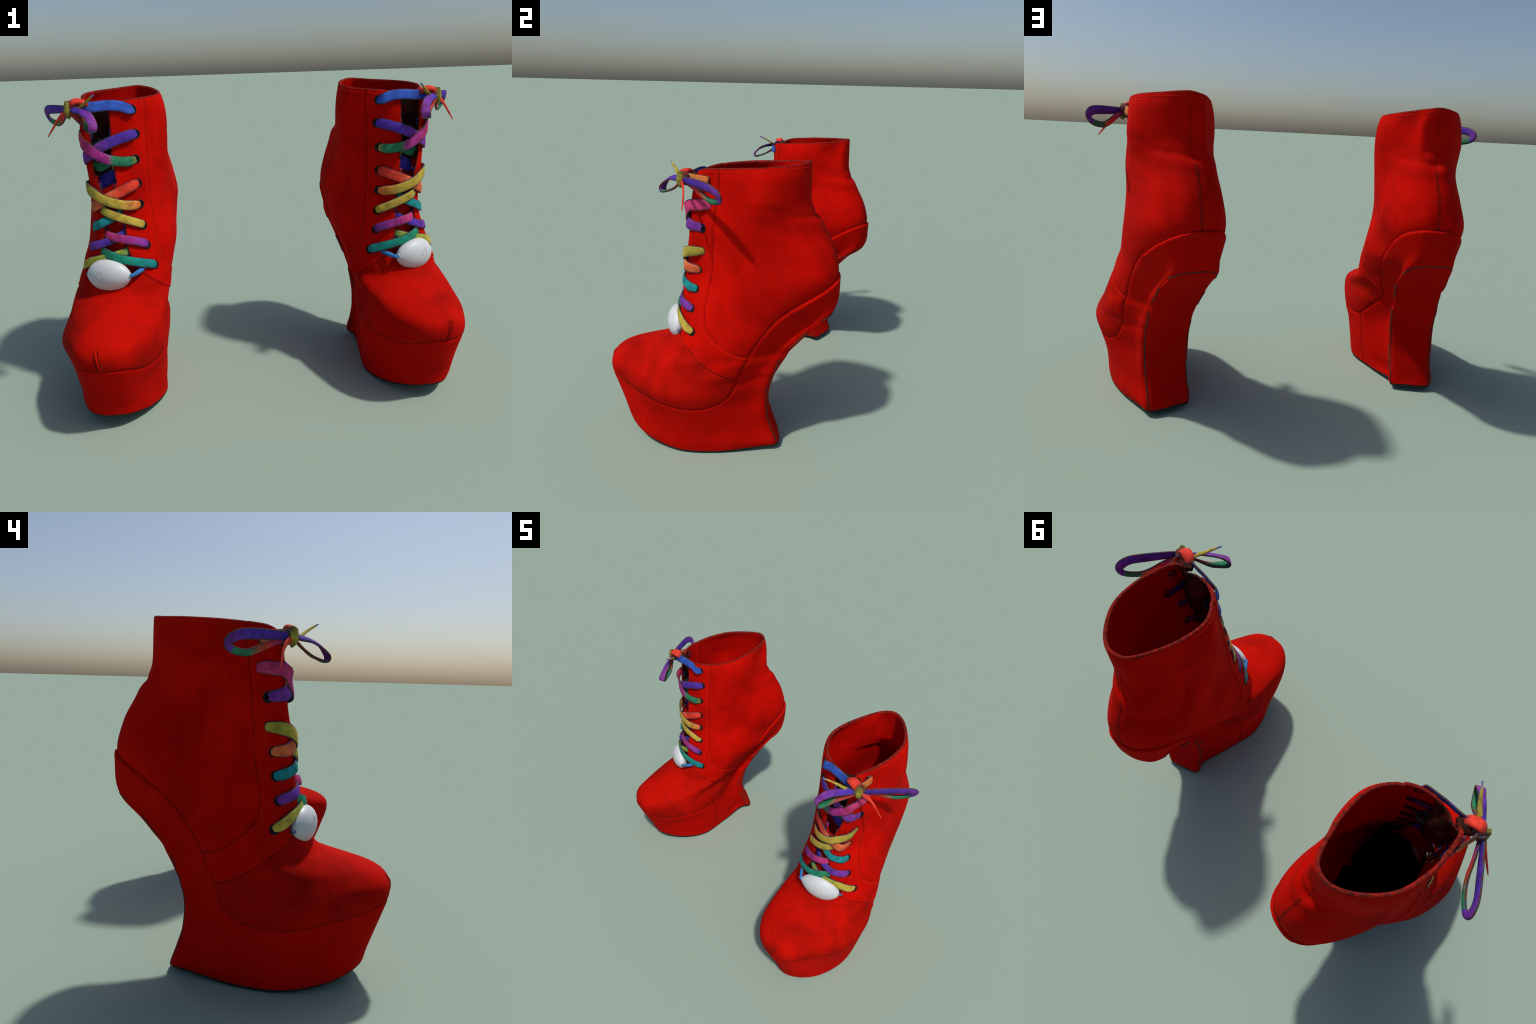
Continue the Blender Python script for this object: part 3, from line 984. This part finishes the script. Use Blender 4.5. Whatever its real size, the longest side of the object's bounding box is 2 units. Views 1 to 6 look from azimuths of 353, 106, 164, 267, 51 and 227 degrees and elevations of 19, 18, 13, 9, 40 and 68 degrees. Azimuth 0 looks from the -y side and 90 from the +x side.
def build_bow():
    K = np.array([-.150, -.150, 1.398])
    # strands from the top eyelets to the knot
    P = spline([on_front(.106, 1.385, -.003), on_front(.082, 1.389, .012), (.050, -.105, 1.404), (.0, -.118, 1.408), (-.05, -.130, 1.404), (-.095, -.143, 1.404), (-.13, -.150, 1.402)], 34)
    n0 = np.tile(np.array([.05, -1, .25]), (34, 1))
    w = np.full(34, .046)
    w[:6] *= np.linspace(.7, 1, 6)
    strand(P, n0, w, .012, [(0, DEEP), (.35, BLUE), (1, BLUE)])
    P = spline([on_front(-.132, 1.391, -.003), on_front(-.137, 1.392, .012), (-.150, -.095, 1.400), (-.150, -.120, 1.403), (-.140, -.142, 1.403)], 24)
    strand(P, np.tile([-1., -.25, .2], (24, 1)), np.full(24, .042), .012, [(0, ORANGE), (.5, SALMON), (1, BLUE)])
    # long loop reaching back along the outer side
    up = np.array([.0, .0, 1.])
    pts = [(-.160, -.152, 1.398), (-.205, -.107, 1.397), (-.268, -.044, 1.395), (-.318, .008, 1.390), (-.342, .044, 1.372), (-.339, .054, 1.352),
           (-.318, .040, 1.336), (-.276, .000, 1.329), (-.242, -.036, 1.342), (-.205, -.085, 1.368), (-.160, -.140, 1.390)]
    wid = [(-.05, .05, 1), (-.12, -.08, 1), (-.15, -.10, 1), (-.35, .15, .9), (-.6, .6, .45), (-.62, .7, -.25), (-.35, .5, -.75), (.05, .1, -1), (.1, .05, -1), (.1, 0, -1), (.05, -.05, -1)]
    P, n0, _, _ = band(pts, wid, 0, 0, 64)
    w = np.interp(np.linspace(0, 1, 64), [0, .06, .2, .38, .5, .62, .8, .94, 1], [.022, .03, .037, .036, .027, .024, .024, .022, .018])
    strand(P[:38], n0[:38], w[:38], .013, [(0, PURPLE), (.25, VIOLET), (.75, VIOLET), (1, DEEP)], 0, 'bow_loop')
    strand(P[36:], n0[36:], w[36:], .013, [(0, GREEN), (.35, GREEN), (.6, CORAL), (1, DEEP)], 0, 'bow_loop')
    # short loop pointing forward
    pts = [(-.150, -.160, 1.398), (-.112, -.192, 1.394), (-.072, -.226, 1.388), (-.038, -.258, 1.372), (-.016, -.284, 1.345), (-.014, -.292, 1.326),
           (-.024, -.283, 1.312), (-.046, -.250, 1.322), (-.066, -.222, 1.336), (-.105, -.190, 1.362), (-.145, -.165, 1.388)]
    wid = [(.5, .3, .9), (.62, .5, .7), (.7, .6, .5), (.75, .6, .5), (.8, .6, .1), (.8, .6, 0), (.8, .6, 0), (.75, .6, .2), (.7, .6, .3), (.6, .5, .6), (.5, .3, .9)]
    P, n0, _, _ = band(pts, wid, 0, 0, 64)
    w = np.interp(np.linspace(0, 1, 64), [0, .08, .25, .5, .75, .92, 1], [.02, .03, .038, .039, .037, .03, .02])
    strand(P[:37], n0[:37], w[:37], .012, [(0, DEEP), (.35, VIOLET), (.7, PURPLE), (1, (.34, .06, .36))], 0, 'bow_loop')
    strand(P[35:], n0[35:], w[35:], .012, [(0, CORAL), (.5, (.4, .06, .05)), (.62, GREEN), (1, GREEN)], 0, 'bow_loop')
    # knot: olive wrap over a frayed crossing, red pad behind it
    pts = [(-.080, -.120, 1.404), (-.098, -.138, 1.424), (-.122, -.150, 1.430), (-.142, -.156, 1.420), (-.150, -.158, 1.395)]
    P = spline(pts, 20)
    w = np.interp(np.linspace(0, 1, 20), [0, .3, .7, 1], [.03, .045, .045, .03])
    v, f = sweep(P, np.tile([-.1, -.3, 1.], (20, 1)), w * 1.15, .024, 14, 2.4)
    lace(v, f, [(0, (.30, .02, .012)), (.35, CORAL), (.7, CORAL), (1, (.35, .02, .012))], 0, 'bow_knot')
    lump = lambda V: V * (1 + .12 * np.sin(7 * V[:, :1] + 2) * np.sin(6 * V[:, 1:2]) + .08 * np.sin(11 * V[:, 2:3] + 5 * V[:, :1]))
    v, f = ball((-.138, -.146, 1.402), (.038, .028, .032), 28, 18, lump)
    add_mesh('bow_knot', v, f, FRAY)
    v, f = ball((-.157, -.160, 1.397), (.018, .020, .037), 24, 16, lump)
    lace(v, f, [(0, (.10, .09, .02)), (.45, OLIVE), (1, (.16, .14, .03))], 2, 'bow_knot')
    v, f = ball((-.098, -.118, 1.405), (.036, .030, .020), 24, 14, lump)
    add_mesh('bow_knot', v, f, DARK_MOTTLE)
    # two thin tails
    P = spline([(-.135, -.160, 1.392), (-.105, -.180, 1.400), (-.063, -.206, 1.424), (-.035, -.228, 1.442), (-.008, -.249, 1.457)], 24)
    w = np.interp(np.linspace(0, 1, 24), [0, .3, .6, 1], [.024, .022, .014, .006])
    v, f = sweep(P, np.tile([.3, -.2, 1.], (24, 1)), w, np.minimum(w, .009), 10, 2.4)
    lace(v, f, [(0, DEEP), (.3, OLIVE), (.8, YELLOW), (1, BLUE)], 0, 'bow_tail')
    P = spline([(-.165, -.158, 1.390), (-.195, -.142, 1.374), (-.225, -.132, 1.347), (-.255, -.128, 1.310), (-.279, -.126, 1.280)], 24)
    w = np.interp(np.linspace(0, 1, 24), [0, .3, .6, 1], [.026, .019, .010, .004])
    v, f = sweep(P, np.tile([-.5, -.9, .2], (24, 1)), w, np.minimum(w, .008), 10, 2.4)
    lace(v, f, [(0, CORAL), (.7, CORAL), (1, (.5, .05, .04))], 0, 'bow_tail')


def ball(c, r, nu=24, nv=14, shape=None):
    V, F = [], []
    for i in range(nv + 1):
        p = math.pi * i / nv
        for j in range(nu):
            q = 2 * math.pi * j / nu
            V.append((math.cos(p), math.sin(p) * math.cos(q), math.sin(p) * math.sin(q)))
    for i in range(nv):
        for j in range(nu):
            k = (j + 1) % nu
            F.append((i * nu + j, i * nu + k, (i + 1) * nu + k, (i + 1) * nu + j))
    V = np.array(V)
    if shape:
        V = shape(V)
    return np.asarray(c) + V * np.asarray(r), F


def build_clip():
    """White egg-shaped plastic clip lying in the throat, with a power sign and a blue cord."""
    ctr = np.array([-.046, -.222, .652])
    ax = np.array([.223, -.058, .014])
    ax /= np.linalg.norm(ax)
    fr = np.cross(ax, [0, 0, 1.])
    fr /= np.linalg.norm(fr)                      # towards the toe
    fr = fr if fr[1] < 0 else -fr
    upv = np.cross(ax, fr)
    upv = upv if upv[2] > 0 else -upv

    def egg(V):
        t = V[:, 0]
        r = np.clip(1 - np.abs(t)**2.3, 0, 1)**.62
        r = r * (1 - .10 * np.clip(t, 0, 1)) + .06 * np.exp(-((np.abs(t) - 1) / .12)**2)
        s = np.maximum(np.hypot(V[:, 1], V[:, 2]), 1e-9)
        return np.stack([t, V[:, 1] / s * r, V[:, 2] / s * r], 1) * np.where(s > 1e-6, 1, 1)[:, None]

    V, F = ball((0, 0, 0), (1, 1, 1), 40, 36, egg)
    loc = V * np.array([.112, .056, .079])
    tilt = .10

    def place(q):
        return ctr + q[:, :1] * ax + q[:, 1:2] * fr + q[:, 2:3] * upv
    clip = add_mesh('plastic_clip', place(loc), F, PLASTIC)
    # power sign: open ring and tick, laid on the front of the shell
    def shell(a, b):
        t = np.clip(a / .112, -1, 1)
        r = np.clip(1 - np.abs(t)**2.3, 0, 1)**.62 * (1 - .10 * np.clip(t, 0, 1))
        h = b / .079
        return .056 * np.sqrt(np.maximum(r * r - h * h, 0))
    oc = np.array([-.012, .021])
    an = np.linspace(math.pi / 2 + .35, math.pi / 2 + 2 * math.pi - .35, 40)
    sign_a = np.stack([oc[0] + .016 * np.cos(an), oc[1] + .019 * np.sin(an)], 1)
    sign_b = np.stack([np.full(8, oc[0]), np.linspace(oc[1] + .008, oc[1] + .026, 8)], 1)
    parts = []
    for s in (sign_a, sign_b):
        q = np.array([(a, shell(a, b) + .0003, b) for a, b in s])
        nn = np.array([(a / .112**2, y / .056**2, b / .079**2) for (a, y, b) in q])
        nn = nn @ np.stack([ax, fr, upv])
        nn /= np.linalg.norm(nn, axis=1, keepdims=True)
        parts.append(sweep(place(q), nn, .0024, .0016, 6, 2.))
    v, f = join(parts)
    add_mesh('power_sign', v, f, PRINT, parent=clip)
    # collar and cord on the inner end, nub on the outer end
    end = ctr + ax * .108
    v, f = torus(.011, .004, 20, 8)
    add_mesh('collar', oriented(v, end + ax * .001, ax), f, PLASTIC, parent=clip)
    P = spline([end - ax * .01, end + ax * .012, (.080, -.236, .661), (.100, -.206, .668), (.108, -.180, .672)], 16)
    v, f = sweep(P, np.tile([.2, -1, .3], (16, 1)), [.018] * 8 + [.022] * 8, .015, 10, 2.2)
    lace(v, f, [(0, (.05, .25, .55)), (1, (.04, .22, .6))], 0, 'cord')
    end = ctr - ax * .109
    P = spline([end + ax * .01, end - ax * .006, (-.168, -.180, .645)], 10)
    v, f = sweep(P, np.tile([-.3, -1, .2], (10, 1)), .014, .012, 10, 2.2)
    lace(v, f, [(0, (.10, .09, .22)), (1, (.3, .3, .36))], 0, 'cord')


# ------------------------------------------------------------------------- build
V, F, A, NT = build_skin()
skin_fields(V, A)
A['rimdist'] = np.where(V[:, 2] > 1.3, rim_height(A['u']) - V[:, 2], .2)
for field in ('open', 'sole', 'panel', 'facing', 'vamp'):
    V, F, A = cut(V, F, A, field)
mean = lambda k: A[k][F].mean(1)
label = np.full(len(F), 'quarter', dtype=object)
s, fc, vp, op, pn, rw = (mean(k) for k in ('sole', 'facing', 'vamp', 'open', 'panel', 'row'))
label[(s > 0) & (fc < 0)] = 'facing'
label[(s > 0) & (fc < 0) & (vp < 0)] = 'vamp'
label[s <= 0] = 'sole'
label[(s <= 0) & (pn > 0)] = 'heel_panel'
label[rw < 1] = 'outsole'
label[(s > 0) & (op > 0)] = 'removed'
# grooves at the seams and the thickness of overlapping leather
N0 = vertex_normals(V, F)
groove = lambda k, w: np.exp(-(A[k] / w)**2)
live = (A['sole'] > -.002).astype(float)
lip = smooth(.18, .42, V[:, 1]) * np.exp(-np.abs(A['sole']) / .035)
dis = A['disp'] - .0035 * groove('sole', .006)
dis += (.006 * (A['sole'] < 0) - .007 * (A['sole'] > 0) - .004 * (A['sole'] == 0)) * lip
dis += live * (-.0035 * groove('facing', .006) + .0030 * smooth(.004, -.006, A['facing']) * smooth(-.09, -.02, A['facing']))
over = (A['facing'] < .004) * live
dis += over * (-.0030 * groove('vamp', .006) + .0030 * smooth(-.003, .006, A['vamp']) * smooth(.09, .03, A['vamp']))
dis += (A['sole'] < 0) * (-.0025) * groove('panel', .007)
V = V + N0 * dis[:, None]
wallg = (A['sole'] < 0) & (V[:, 0] > .05) & (V[:, 1] < .1)
V = V - N0 * (wallg * .0025 * groove('wall', .006))[:, None]
N = vertex_normals(V, F)
keep = label != 'removed'
SKIN = {'V': V, 'F': F[keep], 'A': A, 'N': N, 'label': label[keep], 'nt': NT}
build_boot(1)
build_boot(-1)
